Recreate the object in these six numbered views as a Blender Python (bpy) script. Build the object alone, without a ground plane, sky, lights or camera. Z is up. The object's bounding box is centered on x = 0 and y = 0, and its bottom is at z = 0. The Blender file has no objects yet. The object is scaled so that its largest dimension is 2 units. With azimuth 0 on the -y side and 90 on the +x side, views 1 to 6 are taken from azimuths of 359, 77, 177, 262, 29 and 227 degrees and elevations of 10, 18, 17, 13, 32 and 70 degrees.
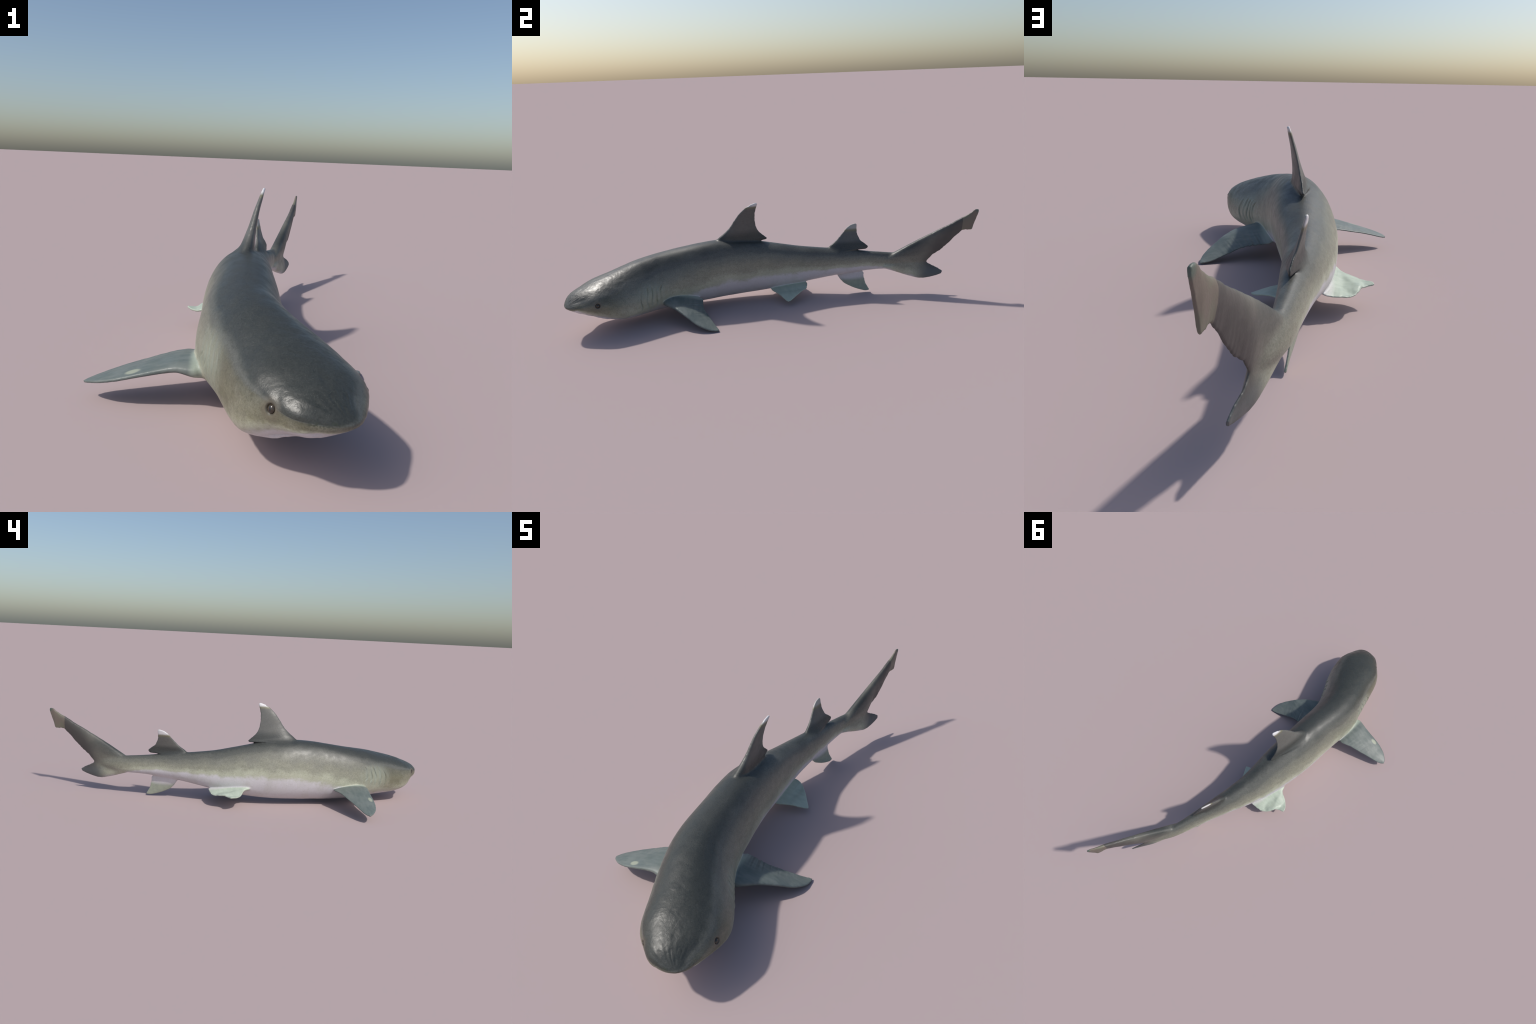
"""Reef shark resting on its belly, tail curled to one side.
Built as: spine curve + super-elliptical cross-sections for the body, lofted
foil-section fins, fused into one skin, then separated into anatomical parts."""
import bpy, bmesh, math, random
import numpy as np
from mathutils import Vector, noise, kdtree

random.seed(7)
np.random.seed(7)
VOXEL = 0.0020

# ------------------------------------------------------------------ helpers
def spline(xk, yk):
    """natural cubic spline through (xk, yk)"""
    xk, yk = np.array(xk, float), np.array(yk, float)
    n = len(xk); h = np.diff(xk)
    A = np.zeros((n, n)); b = np.zeros(n); A[0, 0] = A[-1, -1] = 1
    for i in range(1, n - 1):
        A[i, i - 1], A[i, i], A[i, i + 1] = h[i - 1], 2 * (h[i - 1] + h[i]), h[i]
        b[i] = 3 * ((yk[i + 1] - yk[i]) / h[i] - (yk[i] - yk[i - 1]) / h[i - 1])
    c = np.linalg.solve(A, b)
    bb = np.diff(yk) / h - h * (2 * c[:-1] + c[1:]) / 3
    d = np.diff(c) / (3 * h)
    def f(x):
        x = np.asarray(x, float)
        i = np.clip(np.searchsorted(xk, x) - 1, 0, n - 2); t = x - xk[i]
        return yk[i] + t * (bb[i] + t * (c[i] + t * d[i]))
    return f

def smoothstep(a, b, x):
    t = np.clip((x - a) / (b - a), 0, 1)
    return t * t * (3 - 2 * t)

# ------------------------------------------------------------------ body plan
LENGTH = 1.80                                   # snout to tail root along the spine
SPINE = [(.2345, -.9875), (.180, -.88), (.10, -.74), (.04, -.6), (0, -.45), (-.016, -.26),
         (-.012, -.03), (.015, .15), (.055, .3), (.09, .44), (.13, .6), (.20, .8)]
STATION = np.array([0, .02, .05, .1, .17, .26, .38, .5, .65, .82, 1.0, 1.2, 1.4, 1.6, 1.72, 1.80])
ROLL = [-.007, -.007, -.016, .004, .013, .010, .089, .180, .222, .243, .242, .201, .144, .119, .09, .06]
SIDEWAYS = [-.013, -.015, -.018, -.010, -.004, .007, .012, .012, .027, .024, .023, .013, .003, -.002, -.002, .002]
TOP = [.141, .164, .186, .207, .230, .253, .278, .296, .318, .326, .301, .259, .233, .209, .192, .163]
BOTTOM = [.143, .125, .108, .090, .058, .036, .027, .021, .018, .021, .032, .065, .100, .117, .125, .150]
HALF_WIDTH = [-.001, .051, .083, .111, .139, .141, .129, .121, .110, .105, .092, .068, .046, .028, .0180, .0040]
WIDEST_AT = [.505, .496, .478, .425, .334, .373, .438, .463, .463, .476, .481, .449, .428, .41, .45, .5]
# squareness of the four quarters: left/right of the animal, above/below its widest line
SQUARE_TOP_L = [2.1, 2.08, 2.06, 2.20, 2.00, 1.78, 1.56, 1.68, 1.83, 2.05, 2.366, 2.247, 2.143, 2.182, 2.1, 2.0]
SQUARE_LOW_L = [2.297, 2.228, 2.104, 2.216, 2.443, 2.285, 2.05, 1.95, 1.86, 1.75, 1.84, 2.143, 2.322, 2.473, 2.2, 2.0]
SQUARE_TOP_R = [2.169, 2.243, 2.369, 2.33, 2.398, 2.145, 2.281, 2.203, 2.319, 2.212, 1.90, 1.86, 2.251, 2.115, 2.1, 2.0]
SQUARE_LOW_R = [2.275, 2.349, 2.487, 2.31, 2.682, 2.42, 2.352, 2.5, 2.08, 1.85, 1.92, 2.065, 2.076, 2.34, 2.2, 2.0]

_sp = np.array(SPINE)
_tt = np.r_[0, np.cumsum(np.linalg.norm(np.diff(_sp, axis=0), axis=1))]
spine_x, spine_y = spline(_tt, _sp[:, 0]), spline(_tt, _sp[:, 1])
U = np.sqrt(STATION / LENGTH)
PROFILE = [spline(U, q) for q in (SIDEWAYS, TOP, BOTTOM, HALF_WIDTH, WIDEST_AT, SQUARE_TOP_L, SQUARE_LOW_L, SQUARE_TOP_R, SQUARE_LOW_R, ROLL)]

def frame(s):
    """cross-section frame and sizes at arc length s (array)"""
    s = np.asarray(s, float); u = np.sqrt(np.clip(s, 0, None) / LENGTH)
    off, top, bot, w, wid, ntl, nbl, ntr, nbr, rl = [f(u) for f in PROFILE]
    e = 1e-3
    tx, ty = spine_x(s + e) - spine_x(s - e), spine_y(s + e) - spine_y(s - e)
    l = np.hypot(tx, ty); tx, ty = tx / l, ty / l
    nx, ny = ty, -tx                            # towards the shark's left (+x)
    cx, cy = spine_x(s) + nx * off, spine_y(s) + ny * off
    return dict(cx=cx, cy=cy, nx=nx, ny=ny, tx=tx, ty=ty, top=top, bot=bot, w=np.maximum(w, 1e-4),
                zc=bot + (top - bot) * wid, zm=(top + bot) / 2, ntl=ntl, nbl=nbl, ntr=ntr, nbr=nbr,
                roll=rl)

def body_point(s, theta):
    """points on the body skin: s (n,), theta (m,) -> (n, m, 3)"""
    F = {k: v[:, None] for k, v in frame(s).items()}
    c, q = np.cos(theta)[None], np.sin(theta)[None]
    n = np.where(q >= 0, np.where(c >= 0, F['ntl'], F['ntr']), np.where(c >= 0, F['nbl'], F['nbr']))
    lat = np.sign(c) * np.abs(c) ** (2 / n) * F['w']
    ver = np.sign(q) * np.abs(q) ** (2 / n) * np.where(q >= 0, F['top'] - F['zc'], F['zc'] - F['bot'])
    v = ver + F['zc'] - F['zm']
    cr, sr = np.cos(F['roll']), np.sin(F['roll'])
    la, ve = lat * cr + v * sr, -lat * sr + v * cr + F['zm']
    return np.stack([F['cx'] + F['nx'] * la, F['cy'] + F['ny'] * la, ve], -1)

S_TAB = LENGTH * np.linspace(0.0, 1, 420) ** 1.5
F_TAB = frame(S_TAB)
def body_coords(P):
    """for points P (n,3): arc length s, angle theta (deg), lateral, vertical, distance outside the skin"""
    out = np.empty((len(P), 5))
    for a in range(0, len(P), 20000):
        p = P[a:a + 20000]
        d2 = (p[:, 0:1] - F_TAB['cx']) ** 2 + (p[:, 1:2] - F_TAB['cy']) ** 2
        s = S_TAB[np.argmin(d2, 1)]
        F = frame(s)
        dx, dy = p[:, 0] - F['cx'], p[:, 1] - F['cy']
        ds = dx * F['tx'] + dy * F['ty']
        F = frame(np.clip(s + ds, 0, LENGTH))
        dx, dy = p[:, 0] - F['cx'], p[:, 1] - F['cy']
        la, ve = dx * F['nx'] + dy * F['ny'], p[:, 2] - F['zm']
        cr, sr = np.cos(F['roll']), np.sin(F['roll'])
        lat, v = la * cr - ve * sr, la * sr + ve * cr
        ver = v - (F['zc'] - F['zm'])
        h = np.where(ver >= 0, F['top'] - F['zc'], F['zc'] - F['bot'])
        n = np.where(ver >= 0, np.where(lat >= 0, F['ntl'], F['ntr']), np.where(lat >= 0, F['nbl'], F['nbr']))
        r = (np.abs(lat / F['w']) ** n + np.abs(ver / np.maximum(h, 1e-4)) ** n) ** (1 / n)
        rad = np.hypot(lat, ver)
        dist = rad * (1 - 1 / np.maximum(r, 1e-6))
        beyond = np.abs(dx * F['tx'] + dy * F['ty'])
        dist = np.where(beyond > .004, np.hypot(np.maximum(dist, 0), beyond), dist)
        out[a:a + 20000] = np.stack([np.clip(s + ds, 0, LENGTH), np.degrees(np.arctan2(ver, lat)), lat, ver, dist], 1)
    return out

def loft(rings, cap=True):
    """closed solid from rings (n, m, 3)"""
    n, m, _ = rings.shape
    verts = rings.reshape(-1, 3).tolist()
    faces = [(i * m + j, i * m + (j + 1) % m, (i + 1) * m + (j + 1) % m, (i + 1) * m + j)
             for i in range(n - 1) for j in range(m)]
    faces += [tuple(range(m))[::-1], tuple(range((n - 1) * m, n * m))]
    return verts, faces

def curve3(points, n):
    """n points along a smooth curve through control points, even in index"""
    P = np.array(points, float); k = np.arange(len(P))
    t = np.linspace(0, len(P) - 1, n)
    lin = np.stack([np.interp(t, k, P[:, a]) for a in range(3)], 1)
    smooth = np.stack([spline(k, P[:, a])(t) for a in range(3)], 1)
    return .35 * lin + .65 * smooth

def edge_noise(P, amount, scale, seed):
    return np.array([(noise.noise(Vector(p) * scale + Vector((seed, 0, 0))) +
                      .6 * noise.noise(Vector(p) * scale * 2.7 + Vector((0, seed, 0)))) * amount for p in P])

def fin(lead, trail, root_thick, tip_thick, edge=.0022, flare=.0, reach=.10, ragged=.0015, camber=0.0, wrinkle=0.0, rays=.0006, seed=1, N=110, M=40):
    """solid fin: sections run from the leading edge to the trailing edge, root to tip"""
    L, T = curve3(lead, N), curve3(trail, N)
    v = np.linspace(0, 1, N)
    chord = T - L
    cl = np.linalg.norm(chord, axis=1)[:, None]
    cd = chord / np.maximum(cl, 1e-6)
    g = smoothstep(.08, .3, v)
    T = T + cd * (edge_noise(T, ragged, 95, seed) * g)[:, None]
    L = L + cd * (edge_noise(L, ragged * .6, 80, seed + 9) * g)[:, None]
    T = T + cd * (.0012 * g)[:, None]             # make up for what the rounding of thin edges takes off
    L = L - cd * (.0007 * g)[:, None]
    chord = T - L
    mid = (L + T) / 2
    span = np.gradient(mid, axis=0)
    nor = np.cross(cd, span); nor /= np.linalg.norm(nor, axis=1)[:, None]
    for _ in range(6):
        nor[1:-1] = (nor[:-2] + 2 * nor[1:-1] + nor[2:]) / 4
        nor /= np.linalg.norm(nor, axis=1)[:, None]
    a = np.linspace(0, 1, M // 2 + 1)
    c = (1 - np.cos(np.pi * a)) / 2                # chord stations, dense at edges
    foil = (2.969 * np.sqrt(c) - 1.26 * c - 3.516 * c ** 2 + 2.843 * c ** 3 - 1.036 * c ** 4)  # max 1 at 30 %
    rings = []
    for i in range(N):
        th = (tip_thick + (root_thick - tip_thick) * (1 - v[i]) ** 1.3 + flare * math.exp(-v[i] / reach)) / 2
        x = c * np.linalg.norm(chord[i])
        lim = np.linalg.norm(chord[i])
        e = edge * np.sqrt(np.clip(1 - np.clip(1 - np.minimum(x, lim - x) / edge, 0, 1) ** 2, 0, 1))
        half = np.maximum(foil * max(th - edge, 0), 0) + e
        half = np.minimum(half, np.sqrt(np.maximum(np.minimum(x, lim - x), 0) * 2 * max(th, edge)) + 1e-5)
        base = L[i][None] + c[:, None] * chord[i][None]
        bend = camber * np.sin(np.pi * c) * lim
        if wrinkle:
            bend = bend + np.array([wrinkle * noise.noise(Vector(p) * 20 + Vector((seed, 3, 1))) +
                                    .22 * wrinkle * noise.noise(Vector(p) * 48 + Vector((seed, 3, 1))) for p in base]) * smoothstep(.1, .4, v[i])
        bend = bend + rays * (noise.noise(Vector((v[i] * 26, seed, 0))) + .6 * noise.noise(Vector((v[i] * 60, seed, 4)))) * smoothstep(.25, .95, c) * g[i] * (1 - .85 * smoothstep(.35, .75, v[i]))
        up = base + nor[i] * (bend + half)[:, None]
        lo = base + nor[i] * (bend - half)[:, None]
        rings.append(np.concatenate([up, lo[-2:0:-1]]))
    return loft(np.array(rings))

FINS = {}
FINS['dorsal_fin'] = fin(
    [(.016, -.315, .300), (.024, -.275, .332), (.034, -.228, .371), (.044, -.197, .412), (.0535, -.170, .452), (.0635, -.138, .482), (.0695, -.108, .500), (.0725, -.086, .505)],
    [(.023, -.034, .3085), (.028, -.030, .316), (.0285, -.052, .335), (.0315, -.071, .354), (.0365, -.085, .381), (.044, -.091, .415), (.0555, -.092, .455), (.070, -.081, .499)],
    .032, .008, flare=.045, reach=.18, seed=2, ragged=.0026)
FINS['dorsal_fin.001'] = fin(
    [(.056, .262, .225), (.058, .286, .248), (.0585, .324, .276), (.0575, .356, .310), (.0565, .385, .340), (.0595, .415, .355), (.063, .427, .354)],
    [(.099, .466, .227), (.101, .477, .2405), (.092, .453, .262), (.084, .439, .275), (.076, .429, .300), (.070, .427, .324), (.064, .429, .349)],
    .018, .006, flare=.036, reach=.18, seed=4, ragged=.0024)
FINS['anal_fin'] = fin(
    [(.048, .310, .118), (.0545, .3265, .092), (.0635, .344, .066), (.071, .3615, .047), (.0815, .3905, .030), (.0925, .4235, .016), (.1025, .461, .005), (.1065, .483, .0055)],
    [(.084, .435, .125), (.094, .458, .105), (.0935, .457, .087), (.0955, .461, .065), (.098, .466, .045), (.101, .473, .030), (.103, .479, .018), (.105, .485, .010)],
    .013, .006, flare=.024, reach=.15, seed=6)
FINS['pectoral_fin'] = fin(      # shark's right, -x
    [(-.030, -.625, .096), (-.086, -.646, .095), (-.128, -.638, .099), (-.181, -.634, .088), (-.226, -.632, .077), (-.270, -.629, .065), (-.318, -.615, .053), (-.350, -.593, .044), (-.361, -.577, .038)],
    [(-.030, -.480, .092), (-.092, -.466, .091), (-.120, -.469, .093), (-.160, -.487, .090), (-.205, -.503, .080), (-.255, -.521, .069), (-.305, -.539, .055), (-.342, -.555, .043), (-.361, -.573, .037)],
    .028, .006, flare=.040, reach=.13, seed=8, camber=.02)
FINS['pectoral_fin.001'] = fin(  # shark's left, +x
    [(.100, -.555, .092), (.160, -.566, .087), (.198, -.546, .086), (.239, -.517, .081), (.270, -.493, .069), (.300, -.466, .052), (.336, -.428, .028), (.358, -.385, .011), (.363, -.350, .003)],
    [(.085, -.400, .070), (.112, -.377, .066), (.150, -.380, .060), (.188, -.384, .054), (.220, -.381, .046), (.255, -.369, .032), (.295, -.356, .017), (.332, -.343, .006), (.360, -.338, .002)],
    .028, .006, flare=.045, reach=.15, seed=11, camber=-.02, wrinkle=.0015, rays=.0045)
FINS['pelvic_fin'] = fin(        # right, -x
    [(-.030, -.035, .085), (-.078, -.036, .088), (-.088, -.012, .083), (-.102, .001, .076), (-.122, .010, .073), (-.145, .021, .073), (-.163, .038, .071), (-.177, .056, .071), (-.180, .069, .070)],
    [(.005, .150, .078), (-.022, .170, .071), (-.050, .165, .064), (-.084, .159, .060), (-.113, .139, .064), (-.127, .119, .064), (-.136, .097, .060), (-.157, .079, .067), (-.178, .073, .069)],
    .020, .006, flare=.010, seed=13, wrinkle=.009, ragged=.0025)
FINS['pelvic_fin.001'] = fin(    # left, +x
    [(.010, -.030, .075), (.048, -.022, .050), (.078, -.006, .043), (.105, .006, .039), (.130, .013, .036), (.152, .019, .033), (.172, .026, .029), (.181, .032, .028)],
    [(.015, .150, .080), (.060, .165, .068), (.088, .156, .060), (.102, .148, .053), (.120, .124, .051), (.140, .098, .045), (.158, .070, .036), (.178, .042, .028)],
    .020, .006, flare=.010, seed=15, wrinkle=.003, ragged=.002)
FINS['caudal_fin'] = fin(        # upper lobe with its terminal flap
    [(.112, .545, .180), (.136, .598, .204), (.166, .682, .254), (.187, .744, .289), (.198, .780, .308), (.209, .814, .327), (.223, .860, .351), (.238, .910, .380), (.244, .934, .392), (.249, .955, .406), (.252, .968, .417), (.255, .979, .421), (.258, .989, .420)],
    [(.118, .550, .135), (.150, .630, .125), (.178, .715, .135), (.187, .758, .156), (.196, .787, .193), (.210, .817, .218), (.221, .852, .252), (.2385, .912, .316), (.245, .940, .321), (.2505, .962, .322), (.2525, .969, .345), (.255, .980, .378), (.258, .990, .408)],
    .053, .006, seed=17, ragged=.0026, rays=.0002)
LOWER_LOBE = fin(
    [(.118, .550, .124), (.137, .6045, .107), (.1625, .6665, .086), (.182, .711, .074), (.192, .737, .072), (.204, .767, .077), (.2145, .798, .086), (.2225, .824, .096)],
    [(.125, .560, .165), (.160, .660, .185), (.179, .720, .178), (.187, .757, .156), (.190, .768, .147), (.196, .784, .137), (.210, .808, .124), (.2215, .831, .108)],
    .055, .006, seed=19, ragged=.0015)

# ------------------------------------------------------------------ fuse into one skin
NS, NA = 320, 120
s_rings = LENGTH * np.linspace(0.012, 1, NS) ** 2
theta = np.linspace(0, 2 * np.pi, NA, endpoint=False)
verts, faces = loft(body_point(s_rings, theta))

def mesh_from(name, verts, faces):
    me = bpy.data.meshes.new(name)
    me.from_pydata([tuple(v) for v in verts], [], faces)
    bm = bmesh.new(); bm.from_mesh(me)
    bmesh.ops.recalc_face_normals(bm, faces=bm.faces[:])
    bm.to_mesh(me); bm.free()
    return me

solids = [(verts, faces)] + list(FINS.values()) + [LOWER_LOBE]
av, af, base = [], [], 0
for vs, fs in solids:
    av += [tuple(v) for v in vs]; af += [tuple(i + base for i in f) for f in fs]; base += len(vs)
raw = mesh_from('raw_skin', av, af)
tmp = bpy.data.objects.new('raw_skin', raw)
bpy.context.scene.collection.objects.link(tmp)
mod = tmp.modifiers.new('fuse', 'REMESH'); mod.mode = 'VOXEL'; mod.voxel_size = VOXEL
skin = bpy.data.meshes.new_from_object(tmp.evaluated_get(bpy.context.evaluated_depsgraph_get()))
bpy.data.objects.remove(tmp); bpy.data.meshes.remove(raw)

nv = len(skin.vertices)
P = np.empty(nv * 3); skin.vertices.foreach_get('co', P); P = P.reshape(-1, 3)
E = np.empty(len(skin.edges) * 2, int); skin.edges.foreach_get('vertices', E); E = E.reshape(-1, 2)
deg = np.bincount(E.ravel(), minlength=nv)[:, None].astype(float)
def average(A):
    out = np.zeros_like(A)
    for k in range(A.shape[1]):
        out[:, k] = np.bincount(E[:, 0], A[E[:, 1], k], nv) + np.bincount(E[:, 1], A[E[:, 0], k], nv)
    return out / np.maximum(deg, 1)
BC = body_coords(P)
out_d = BC[:, 4]
reach = .010 + .012 * smoothstep(.58, .66, P[:, 1])
soft = np.exp(-(np.maximum(out_d, 0) / reach) ** 2)[:, None]      # blend the fin roots into the flanks
for i in range(34):
    P = P + (average(P) - P) * .6 * soft
tail_root = smoothstep(.62, .68, P[:, 1]) * (1 - smoothstep(.80, .84, P[:, 1])) * np.exp(-(np.maximum(out_d, 0) / .030) ** 2)
for i in range(60):                                             # melt the stalk into the tail blades
    P = P + (average(P) - P) * .6 * tail_root[:, None]
for i in range(4):                                              # even out the rest without shrinking it
    P = P + (average(P) - P) * .5
    P = P - (average(P) - P) * .52

def normals(P):
    skin.vertices.foreach_set('co', P.ravel()); skin.update()
    N = np.empty(nv * 3); skin.vertex_normals.foreach_get('vector', N)
    return N.reshape(-1, 3)

# ------------------------------------------------------------------ relief: gills, eyes, mouth, nostrils
BC = body_coords(P); S, TH, LAT, VER, OUT = BC.T
THa = np.where(LAT < 0, np.where(TH > 0, 180 - TH, -180 - TH), TH)    # mirrored: 0 = flank, +90 = back
Nn = normals(P)
disp = np.zeros(nv)
on_body = OUT < .012
#  (side, arc length, lean, top angle, bottom angle)
GILLS = [(1, .303, 24, -15), (1, .341, 25, -17), (1, .369, 26, -19), (1, .396, 26, -16), (1, .420, 24, -8),
         (-1, .323, 22, -16), (-1, .351, 25, -18), (-1, .380, 24, -15), (-1, .403, 24, -14), (-1, .431, 22, -10)]
for k, (side, s0, t1, t0) in enumerate(GILLS):
    m = (np.sign(LAT) == side) & on_body & (S < .5)
    tt = np.clip((THa - t0) / (t1 - t0), -.5, 1.5)
    line = s0 + .010 * (2 * tt - .9) ** 2 - .006 + .002 * np.sin(9 * tt + k)
    d = S - line
    ends = smoothstep(-.08, .12, tt) * (1 - smoothstep(.88, 1.08, tt))
    disp += m * ends * (-.0048 * (.75 + .5 * np.sin(5 * tt + 2.3 * k)) * np.exp(-(d / .0026) ** 2) + .0020 * np.exp(-((d + .010) / .008) ** 2)) * (1.0 if side > 0 else .70)
# mouth: a wide crescent below the snout, lower lip a little proud
mouth_s = .062 + 9.0 * LAT ** 2
under = on_body & (VER < .0) & (S < .3) & (np.abs(LAT) < .098)
d = S - mouth_s
fade = 1 - smoothstep(.080, .098, np.abs(LAT))
disp += under * fade * (-.0045 * np.exp(-(d / .0032) ** 2) + .0035 * np.exp(-((d - .016) / .012) ** 2))
# nostrils
for side in (-1, 1):
    q = np.hypot((LAT - side * .045) / .010, (S - .030 - .10 * side * (LAT - side * .045)) / .0045)
    disp += (on_body & (VER < 0)) * -.005 * np.exp(-q ** 2)
# eyes
EYES = [(np.array([.0815, -.953, .1545]), -1), (np.array([.2785, -.850, .1560]), 1)]
eye_sites = []
for c0, side in EYES:
    j = np.argmin(((P - c0) ** 2).sum(1))
    r = np.linalg.norm(P - P[j], axis=1)
    n = Nn[r < .012].mean(0); n /= np.linalg.norm(n)
    eye_sites.append((P[j].copy(), n, side))
    disp += -.0065 * (1 - smoothstep(.0062, .0112, r)) + .0006 * np.exp(-((r - .0155) / .0040) ** 2)
    brow = np.linalg.norm((P - P[j] - n * .004 - np.array([0, 0, .021])) / np.array([.9, 1.6, .7]), axis=1)
    disp += .0022 * np.exp(-(brow / .012) ** 2)
# the left side of the snout is pinched in ahead of the eye
pinch = np.linalg.norm((P - np.array([.252, -.932, .172])) / np.array([1, 1.2, .9]), axis=1)
disp -= .0085 * np.exp(-(pinch / .043) ** 2)
# slack skin: faint folds on flanks, finer ripples on the brow
lump = np.array([noise.noise(Vector(p) * 14) for p in P]) * .0012
ripple = np.array([noise.noise(Vector((p[0] * 48, p[1] * 36, p[2] * 40))) + .45 * noise.noise(Vector(p) * 110) for p in P]) * .0006
ridges = np.array([noise.noise(Vector((a / 9.0, q * 26, 5))) for a, q in zip(TH, S)]) * .0010 * smoothstep(.008, .025, S) * (1 - smoothstep(.045, .085, S)) * smoothstep(-10, 15, THa)
ripple = ripple + ridges
lip = np.array([noise.noise(Vector(p) * 60) for p in P]) * .004 * under * fade * np.exp(-((S - mouth_s) / .02) ** 2)
disp += lip
head_w = 1 - smoothstep(.22, .34, S)
disp += on_body * (lump * .6 + ripple * head_w)
P = P + Nn * disp[:, None]
P[:, 2] = np.maximum(P[:, 2], 0.0) + 0.0
for i in range(1):
    P = P + (average(P) - P) * .3 * soft
Nn = normals(P)

# ------------------------------------------------------------------ assign faces to parts
nf = len(skin.polygons)
loops = np.empty(len(skin.loops), int); skin.loops.foreach_get('vertex_index', loops)
start = np.empty(nf, int); skin.polygons.foreach_get('loop_start', start)
tot = np.empty(nf, int); skin.polygons.foreach_get('loop_total', tot)
cen = np.add.reduceat(P[loops], start, axis=0) / tot[:, None]
fs = np.add.reduceat(S[loops], start) / tot
fo = np.add.reduceat(OUT[loops], start) / tot
NAMES = ['head', 'torso', 'tail'] + list(FINS)
part = np.where(fs < .455, 0, np.where(fs < 1.17, 1, 2))
kd_pts, kd_id = [], []
for k, (vs, fs_) in enumerate(list(FINS.values()) + [LOWER_LOBE]):
    for v in vs[::3]:
        kd_pts.append(v); kd_id.append(3 + min(k, len(FINS) - 1))
kd = kdtree.KDTree(len(kd_pts))
for i, v in enumerate(kd_pts): kd.insert(v, i)
kd.balance()
for f in np.nonzero(fo > .0035)[0]:
    co, i, dist = kd.find(cen[f])
    if dist < .012: part[f] = kd_id[i]
part[(cen[:, 1] > .66) & (part == 2)] = NAMES.index('caudal_fin')

# ------------------------------------------------------------------ materials
def new_material(name):
    m = bpy.data.materials.new(name); m.use_nodes = True
    m.node_tree.nodes.clear()
    return m

class Graph:
    """small wrapper that reads like formulas"""
    def __init__(self, tree): self.t = tree
    def node(self, kind, **props):
        n = self.t.nodes.new(kind)
        for k, v in props.items(): setattr(n, k, v)
        return n
    def put(self, sock, val):
        if isinstance(val, bpy.types.NodeSocket): self.t.links.new(val, sock)
        else: sock.default_value = val
    def math(self, op, a, b=0.0, c=None, clamp=False):
        n = self.node('ShaderNodeMath', operation=op, use_clamp=clamp)
        self.put(n.inputs[0], a); self.put(n.inputs[1], b)
        if c is not None: self.put(n.inputs[2], c)
        return n.outputs[0]
    def add(self, a, b): return self.math('ADD', a, b)
    def sub(self, a, b): return self.math('SUBTRACT', a, b)
    def mul(self, a, b): return self.math('MULTIPLY', a, b)
    def step(self, a, lo, hi, to0=0.0, to1=1.0):
        n = self.node('ShaderNodeMapRange', interpolation_type='SMOOTHSTEP')
        self.put(n.inputs[0], a); self.put(n.inputs[1], lo); self.put(n.inputs[2], hi)
        n.inputs[3].default_value = to0; n.inputs[4].default_value = to1
        return n.outputs[0]
    def mix(self, f, a, b, mode='MIX'):
        n = self.node('ShaderNodeMix', data_type='RGBA', blend_type=mode)
        self.put(n.inputs[0], f)
        for s, v in ((n.inputs[6], a), (n.inputs[7], b)):
            self.put(s, v if isinstance(v, bpy.types.NodeSocket) else (*v, 1))
        return n.outputs[2]
    def noise(self, vec, scale, detail=3, rough=.55):
        n = self.node('ShaderNodeTexNoise')
        self.put(n.inputs['Vector'], vec)
        n.inputs['Scale'].default_value = scale; n.inputs['Detail'].default_value = detail; n.inputs['Roughness'].default_value = rough
        return n.outputs['Fac']
    def scaled(self, vec, s):
        n = self.node('ShaderNodeMapping'); self.put(n.inputs[0], vec); n.inputs['Scale'].default_value = s
        return n.outputs[0]
    def curve(self, x, pts, lo=-1.0, hi=1.0):
        """smooth function of x through (x, y) points; y in 0..1"""
        n = self.node('ShaderNodeFloatCurve')
        c = n.mapping.curves[0]
        pts = [((a - lo) / (hi - lo), b) for a, b in pts]
        c.points[0].location, c.points[1].location = pts[0], pts[-1]
        for p in pts[1:-1]: c.points.new(*p)
        n.mapping.update()
        self.put(n.inputs['Value'], self.math('DIVIDE', self.sub(x, lo), hi - lo))
        return n.outputs[0]
    def ramp(self, f, stops):
        n = self.node('ShaderNodeValToRGB')
        r = n.color_ramp; r.interpolation = 'EASE'
        while len(r.elements) < len(stops): r.elements.new(.5)
        for e, (p, c) in zip(r.elements, stops): e.position, e.color = p, (*c, 1)
        self.put(n.inputs[0], f)
        return n.outputs[0]
    def dist(self, vec, c, scale=(1, 1, 1)):
        a = self.node('ShaderNodeVectorMath', operation='SUBTRACT'); self.put(a.inputs[0], vec); a.inputs[1].default_value = c
        b = self.node('ShaderNodeVectorMath', operation='MULTIPLY'); self.put(b.inputs[0], a.outputs[0]); b.inputs[1].default_value = scale
        l = self.node('ShaderNodeVectorMath', operation='LENGTH'); self.put(l.inputs[0], b.outputs[0])
        return l.outputs['Value']
    def dot(self, vec, c, d):
        a = self.node('ShaderNodeVectorMath', operation='SUBTRACT'); self.put(a.inputs[0], vec); a.inputs[1].default_value = c
        b = self.node('ShaderNodeVectorMath', operation='DOT_PRODUCT'); self.put(b.inputs[0], a.outputs[0]); b.inputs[1].default_value = d
        return b.outputs['Value']

SLATE = (.046, .0500, .0460)
SLATE_LIGHT = (.100, .102, .089)
OLIVE_GREY = (.160, .160, .130)
OLIVE = (.235, .234, .180)
CREAM = (.41, .42, .325)
BELLY = (.575, .56, .575)
TEAL = (.112, .138, .128)
MINT = (.45, .51, .42)
GILL = (.30, .35, .29)

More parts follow.
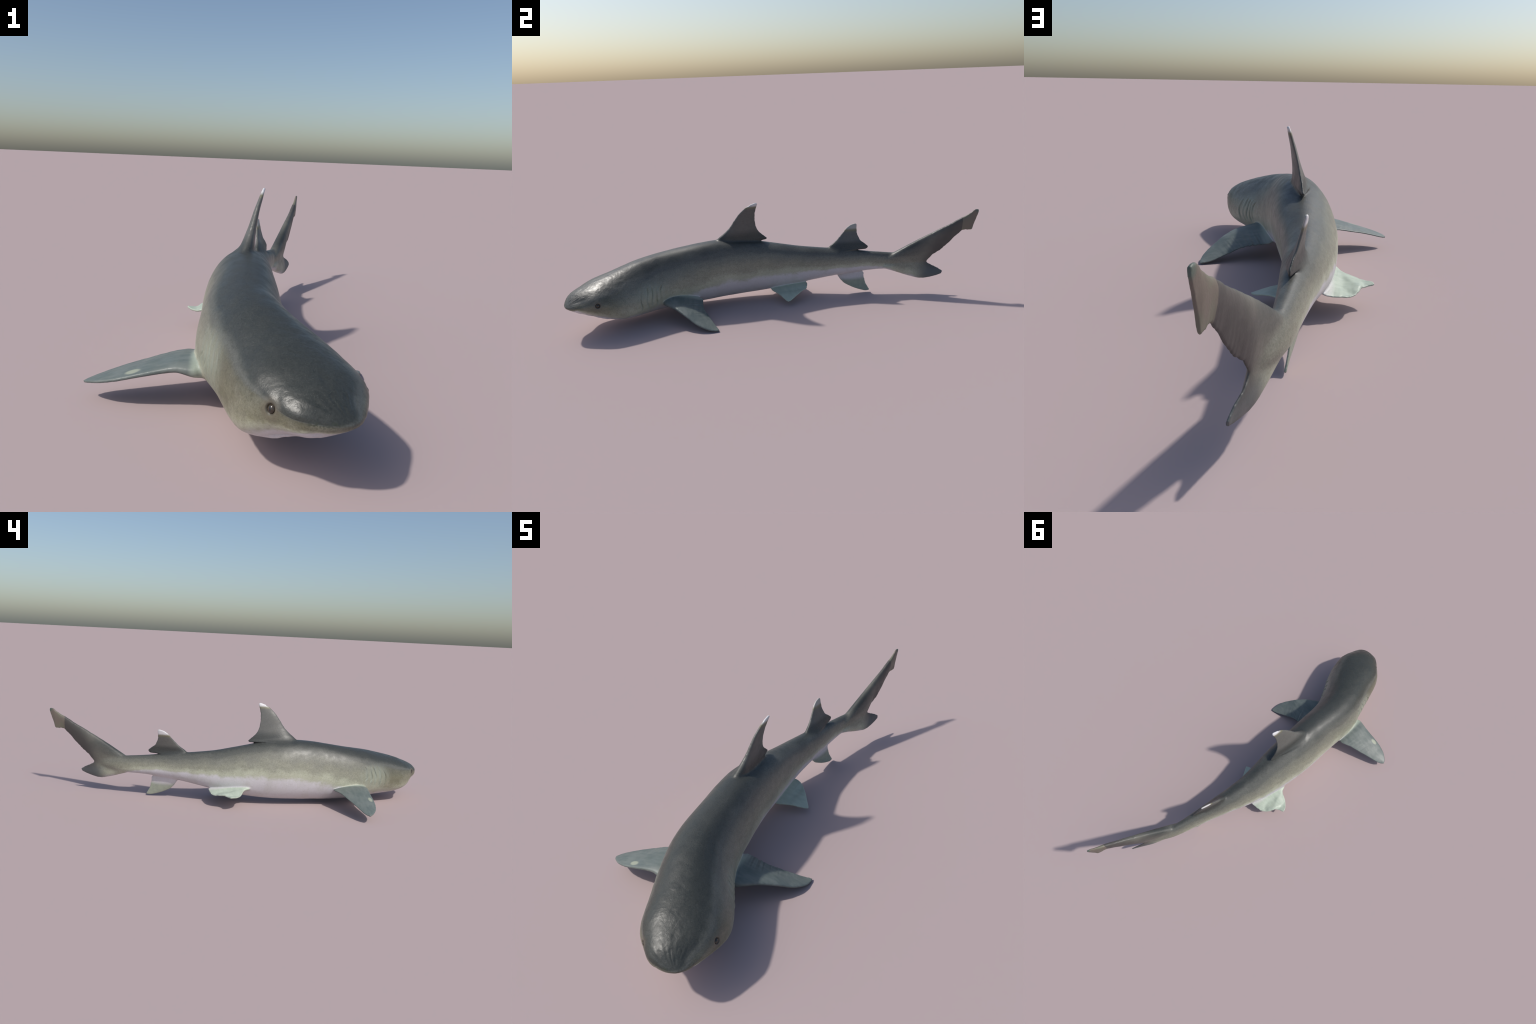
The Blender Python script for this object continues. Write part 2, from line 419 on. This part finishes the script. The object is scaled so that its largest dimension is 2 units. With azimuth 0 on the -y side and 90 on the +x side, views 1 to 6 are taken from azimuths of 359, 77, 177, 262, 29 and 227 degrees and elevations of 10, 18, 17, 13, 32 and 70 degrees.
# heights, against y, of the belly line, of the line where the back turns dark, and of the ridge of the back
BELLY_LINE = [(-1, .140), (-.96, .130), (-.92, .112), (-.87, .086), (-.80, .066), (-.70, .052), (-.58, .064), (-.45, .098), (-.30, .130),
              (-.10, .136), (.10, .136), (.25, .141), (.45, .143), (.56, .128), (.66, .085), (1, .03)]
BACK_LINE = [(-1, .142), (-.97, .146), (-.93, .156), (-.88, .165), (-.84, .168), (-.78, .178), (-.58, .215), (-.39, .236), (-.20, .250), (-.04, .243),
             (.13, .210), (.30, .196), (.47, .190), (.60, .182), (.75, .20), (1, .33)]
RIDGE_LINE = [(-1, .150), (-.97, .157), (-.93, .180), (-.88, .198), (-.80, .222), (-.70, .246), (-.60, .262), (-.40, .310), (-.20, .327), (0, .305),
              (.13, .275), (.30, .245), (.47, .228), (.60, .225), (.75, .29), (1, .46)]

def skin_colour(g):
    tc = g.node('ShaderNodeTexCoord'); pos = tc.outputs['Object']
    sep = g.node('ShaderNodeSeparateXYZ'); g.put(sep.inputs[0], pos)
    x, y, z = sep.outputs
    axis_x = g.curve(y, [(a, b + .3) for a, b in ((-1, .21), (-.8, .12), (-.6, .045), (-.4, .02), (-.2, .01), (0, .015), (.2, .037), (.4, .08), (.6, .128), (1, .26))])
    axis_x = g.sub(axis_x, .3)
    aside = g.sub(x, axis_x)
    zt = g.add(z, g.mul(aside, g.step(y, -.78, -.55, .0, .06)))
    lo, hi, top = g.curve(y, BELLY_LINE), g.curve(y, BACK_LINE), g.curve(y, RIDGE_LINE)
    lo = g.add(lo, g.mul(aside, g.step(y, -.95, -.62, .17, .0)))            # the white reaches higher on the left jaw
    hi = g.add(hi, g.mul(aside, g.step(y, -.96, -.86, -.08, .0)))
    lo = g.math('MINIMUM', lo, g.sub(hi, .014))
    t = g.add(g.math('MINIMUM', g.math('DIVIDE', g.sub(zt, lo), g.sub(hi, lo)), 1.0),
              g.math('MAXIMUM', g.math('DIVIDE', g.sub(zt, hi), g.sub(top, hi)), 0.0))
    n1 = g.noise(pos, 13, 4); n2 = g.noise(g.scaled(pos, (1, .7, 1)), 110, 4, .7); n3 = g.noise(pos, 260, 3, .7)
    t = g.add(t, g.mul(g.sub(n1, .5), .52)); t = g.add(t, g.mul(g.sub(n2, .5), .22)); t = g.add(t, g.mul(g.sub(n3, .5), .14))
    f = g.math('MULTIPLY_ADD', t, .25, .25, clamp=True)          # t=-1 -> 0, t=3 -> 1
    col = g.ramp(f, [(.0, BELLY), (.23, BELLY), (.295, CREAM), (.40, OLIVE), (.51, OLIVE_GREY), (.61, SLATE_LIGHT), (.73, SLATE), (1, SLATE)])
    # the cheeks are a duller olive than the flanks
    cheek = g.mul(g.step(y, -.80, -.70, 1, 0), g.mul(g.step(t, .15, .45), g.step(t, 1.1, 1.5, 1, 0)))
    col = g.mix(cheek, col, (.66, .64, .56), 'MULTIPLY')
    crown = g.mul(g.step(y, -.72, -.40, 1, 0), g.step(t, 1.4, 1.9))
    col = g.mix(crown, col, (.86, .86, .82), 'MULTIPLY')
    # mottling
    col = g.mix(g.mul(g.mul(g.step(n1, .45, .65), .22), g.step(t, .9, 1.4, 1, 0)), col, g.mix(g.step(z, .05, .3), (.42, .41, .33), (.15, .155, .14)))
    n4 = g.noise(g.scaled(pos, (1, .8, 1)), 38, 5, .7)
    tone = g.math('MULTIPLY_ADD', n4, 1.1, .45)
    tn = g.node('ShaderNodeCombineColor')
    for i in range(3): g.put(tn.inputs[i], tone)
    col = g.mix(g.mul(g.step(t, .0, .4, .1, .5), g.step(t, .9, 1.5, 1.0, .3)), col, tn.outputs[0], 'MULTIPLY')
    col = g.mix(g.mul(g.step(n2, .50, .70), .35), col, (.30, .30, .25), 'SOFT_LIGHT')
    grain = g.math('MULTIPLY_ADD', n3, 1.3, .36)
    gr = g.node('ShaderNodeCombineColor');
    for i in range(3): g.put(gr.inputs[i], grain)
    col = g.mix(g.step(t, -.1, .5, .25, 1.0), col, gr.outputs[0], 'MULTIPLY')
    return col, pos, (x, y, z), (n1, n2, n3)

def finish(g, col, pos, n3, rough=(.36, .5), bump=.25, spec=.5, ripple=None):
    b = g.node('ShaderNodeBsdfPrincipled')
    g.put(b.inputs['Base Color'], col)
    r = g.step(g.noise(pos, 30, 3), .3, .7, rough[0], rough[1])
    g.put(b.inputs['Roughness'], r)
    b.inputs['Specular IOR Level'].default_value = spec
    bp = g.node('ShaderNodeBump'); bp.inputs['Strength'].default_value = bump; bp.inputs['Distance'].default_value = .0012
    h = n3 if ripple is None else g.add(g.mul(n3, .8), ripple)
    g.put(bp.inputs['Height'], h)
    g.put(b.inputs['Normal'], bp.outputs[0])
    o = g.node('ShaderNodeOutputMaterial'); g.put(o.inputs[0], b.outputs[0])

def make_body(name, head):
    m = new_material(name); g = Graph(m.node_tree)
    col, pos, (x, y, z), (n1, n2, n3) = skin_colour(g)
    # gill patches: pale blue-green folds
    for c, d in (((-.055, -.695, .150), (-.27, .96, 0)), ((.185, -.612, .132), (-.46, .89, 0))):
        r = g.dist(pos, c, (8.2, 10.5, 15))
        along = g.dot(pos, c, d)
        stripe = g.step(g.math('SINE', g.add(g.mul(along, 215), g.mul(n1, 5))), -.7, .9)
        patch = g.step(r, .2, 1.3, 1, 0)
        col = g.mix(g.mul(patch, .52), col, g.mix(stripe, (.30, .33, .25), GILL))
    col = g.mix(g.mul(g.step(g.dist(pos, (-.083, -.040, .222)), .003, .009, 1, 0), .7), col, (.06, .062, .055))
    if head:
        ripple = g.noise(g.scaled(pos, (1, 1, 1.4)), 75, 2, .5)
        sp = g.node('ShaderNodeTexVoronoi', feature='F1'); g.put(sp.inputs['Vector'], pos); sp.inputs['Scale'].default_value = 300
        dots = g.mul(g.step(sp.outputs['Distance'], .06, .17, 1, 0), g.step(g.noise(pos, 24, 2), .48, .62))
        above = g.step(z, .15, .17)
        col = g.mix(g.mul(g.mul(dots, above), .35), col, (.40, .42, .38))
        # dark green-black patch on the rim of the snout, right side
        p = g.step(g.dist(pos, (.176, -.993, .1475), (24, 30, 120)), .5, 1.0, 1, 0)
        p = g.mul(p, g.step(g.noise(pos, 120, 3), .42, .58))
        col = g.mix(g.mul(p, .8), col, (.035, .042, .028))
        # brown ring round each eye
        for c0, n, side in eye_sites:
            r = g.dist(pos, tuple(c0))
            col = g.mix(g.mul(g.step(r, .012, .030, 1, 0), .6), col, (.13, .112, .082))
            col = g.mix(g.mul(g.step(r, .0092, .0140, 1, 0), .75), col, (.045, .038, .028))
        finish(g, col, pos, n3, rough=(.33, .48), bump=.42, ripple=ripple)
    else:
        finish(g, col, pos, n3, rough=(.38, .52), bump=.34)
    return m

def make_dorsal(name, tip_z, plane, axis, left_weight):
    m = new_material(name); g = Graph(m.node_tree)
    col, pos, (x, y, z), (n1, n2, n3) = skin_colour(g)
    col = g.mix(g.step(z, axis[0], axis[1]), col, g.mix(n2, (.085, .084, .076), (.14, .142, .13)))
    edge = g.add(z, g.mul(g.sub(n2, .5), .006))
    col = g.mix(g.step(edge, tip_z - .012, tip_z + .001), col, (.17, .16, .10))
    p0, p1, p2 = [Vector(q) for q in plane]
    n = (p1 - p0).cross(p2 - p0).normalized()
    if n.x < 0: n = -n
    left = g.step(g.dot(pos, p0, n), -.001, .001, 1.0, left_weight)     # the white is fainter on the left face
    col = g.mix(g.mul(left, g.step(edge, tip_z - .002, tip_z + .012)), col, (.65, .64, .645))
    finish(g, col, pos, n3, rough=(.38, .55), bump=.3)
    return m

def make_fin(name, colour, dark, root_fade, pale=None, spot=None):
    m = new_material(name); g = Graph(m.node_tree)
    col, pos, (x, y, z), (n1, n2, n3) = skin_colour(g)
    c, r0, r1, sc = root_fade
    streak = g.noise(g.scaled(pos, (.3, 1, 1)), 60, 4, .6)
    base = g.mix(g.step(g.add(g.mul(streak, .6), g.mul(n1, .4)), .35, .65), dark, colour)
    far = g.step(g.dist(pos, c, sc), r0, r1)
    if pale: col = g.mix(.8, col, pale)
    col = g.mix(far, col, base)
    if spot:
        col = g.mix(g.mul(g.step(g.dist(pos, spot, (45, 80, 40)), .55, 1.05, 1, 0), .8), col, (.38, .40, .30))
    finish(g, col, pos, n3, rough=(.40, .55), bump=.3)
    return m

def make_caudal(name):
    m = new_material(name); g = Graph(m.node_tree)
    col, pos, (x, y, z), (n1, n2, n3) = skin_colour(g)
    # along the tail plane: distance behind the top edge darkens towards the trailing rim
    rim = g.sub(y, g.mul(z, .55))                     # grows towards the fork side
    col = g.mix(g.step(y, .66, .80), col, g.mix(g.step(n1, .35, .65), (.088, .090, .080), (.132, .128, .108)))
    col = g.mix(g.mul(g.step(rim, .60, .69), g.step(y, .68, .80)), col, (.070, .066, .060))
    low = g.mul(g.step(z, .105, .15, 1, 0), g.step(y, .68, .76))
    col = g.mix(g.mul(low, .5), col, (.12, .145, .15))
    flap = g.step(g.add(y, g.mul(g.sub(n2, .5), .004)), .911, .914)
    brown = g.mix(g.step(n1, .4, .62), (.175, .145, .115), (.165, .165, .115))
    col = g.mix(g.mul(flap, .85), col, brown)
    col = g.mix(g.step(g.dist(pos, (.258, .990, .420)), .010, .022, 1, 0), col, (.10, .125, .10))
    finish(g, col, pos, n3, rough=(.42, .58), bump=.3)
    return m

MATS = {
    'head': make_body('wet_head_skin', True),
    'torso': make_body('flank_skin', False),
    'dorsal_fin': make_dorsal('white_tipped_fin_skin', .4845, ((.072, -.088, .503), (.026, -.264, .338), (.028, -.031, .315)), (.335, .38), .9),
    'dorsal_fin.001': make_dorsal('white_tipped_small_fin_skin', .325, ((.061, .424, .355), (.058, .285, .247), (.101, .476, .241)), (.255, .28), .40),
    'pectoral_fin': make_fin('grey_green_breast_fin_skin', (.165, .187, .172), TEAL, ((-.045, -.57, .10), .045, .064, (1, .35, 1)), GILL, (-.234, -.614, .082)),
    'pectoral_fin.001': make_fin('grey_green_breast_fin_skin_left', (.165, .187, .172), TEAL, ((.07, -.50, .09), .055, .085, (1, .3, 1)), GILL),
    'pelvic_fin': make_fin('pale_mint_belly_fin_skin', MINT, (.37, .43, .35), ((-.02, .07, .08), .02, .045, (1, .3, 1))),
    'pelvic_fin.001': make_fin('pale_mint_belly_fin_skin_left', MINT, (.37, .43, .35), ((.03, .07, .06), .01, .03, (1, .3, 1))),
    'anal_fin': make_fin('pale_grey_fin_skin', (.34, .37, .29), (.28, .31, .25), ((.075, .39, .13), .05, .075, (1, .35, 1))),
    'caudal_fin': make_caudal('tail_fin_skin'),
}
MATS['tail'] = MATS['torso']

# ------------------------------------------------------------------ objects
root = bpy.data.objects.new('shark', None)
root.empty_display_size = .2
bpy.context.scene.collection.objects.link(root)
root['label'] = 'slate grey reef shark with pale belly and white-tipped back fins'
root['category'] = 'shark'

def link(ob, parent=root):
    bpy.context.scene.collection.objects.link(ob); ob.parent = parent
    return ob

objs = {}
for k, name in enumerate(NAMES):
    ids = np.nonzero(part == k)[0]
    if not len(ids): continue
    lp = np.concatenate([loops[start[i]:start[i] + tot[i]] for i in ids])
    used, inv = np.unique(lp, return_inverse=True)
    cuts = np.cumsum(tot[ids])[:-1]
    me = bpy.data.meshes.new(name)
    me.from_pydata(P[used].tolist(), [], [f.tolist() for f in np.split(inv, cuts)])
    me.polygons.foreach_set('use_smooth', np.ones(len(me.polygons), bool))
    me.normals_split_custom_set_from_vertices(Nn[used].tolist())
    me.materials.append(MATS[name])
    objs[name] = link(bpy.data.objects.new(name, me))
bpy.data.meshes.remove(skin)

# eyes: a dark glossy ball with a slit pupil, seated in its socket
def eye_material():
    m = new_material('dark_amber_eye'); g = Graph(m.node_tree)
    tc = g.node('ShaderNodeTexCoord')
    sep = g.node('ShaderNodeSeparateXYZ'); g.put(sep.inputs[0], tc.outputs['Object'])
    x, y, z = sep.outputs
    r = g.math('SQRT', g.add(g.mul(x, x), g.mul(y, y)))
    pupil = g.step(g.math('SQRT', g.add(g.mul(g.mul(x, 2.2), g.mul(x, 2.2)), g.mul(y, y))), .0042, .0056, 1, 0)
    iris = g.mix(g.noise(tc.outputs['Object'], 500, 2), (.050, .036, .022), (.028, .023, .016))
    col = g.mix(g.step(r, .0084, .0092), iris, (.16, .15, .11))
    col = g.mix(pupil, col, (.012, .012, .014))
    b = g.node('ShaderNodeBsdfPrincipled'); g.put(b.inputs['Base Color'], col)
    b.inputs['Roughness'].default_value = .22
    b.inputs['Coat Weight'].default_value = .3; b.inputs['Coat Roughness'].default_value = .05
    o = g.node('ShaderNodeOutputMaterial'); g.put(o.inputs[0], b.outputs[0])
    return m

bm = bmesh.new()
bmesh.ops.create_uvsphere(bm, u_segments=40, v_segments=24, radius=.0100)
eye_me = bpy.data.meshes.new('eye'); bm.to_mesh(eye_me); bm.free()
eye_me.polygons.foreach_set('use_smooth', np.ones(len(eye_me.polygons), bool))
eye_me.materials.append(eye_material())
for c0, n, side in eye_sites:
    e = link(bpy.data.objects.new('eye', eye_me))
    nrm = Vector(n)
    zax = nrm; xax = Vector((0, 0, 1)).cross(zax).normalized(); yax = zax.cross(xax)
    from mathutils import Matrix
    M = Matrix((xax, yax, zax)).transposed().to_4x4()
    M.translation = Vector(c0) - nrm * .0080
    e.matrix_world = M
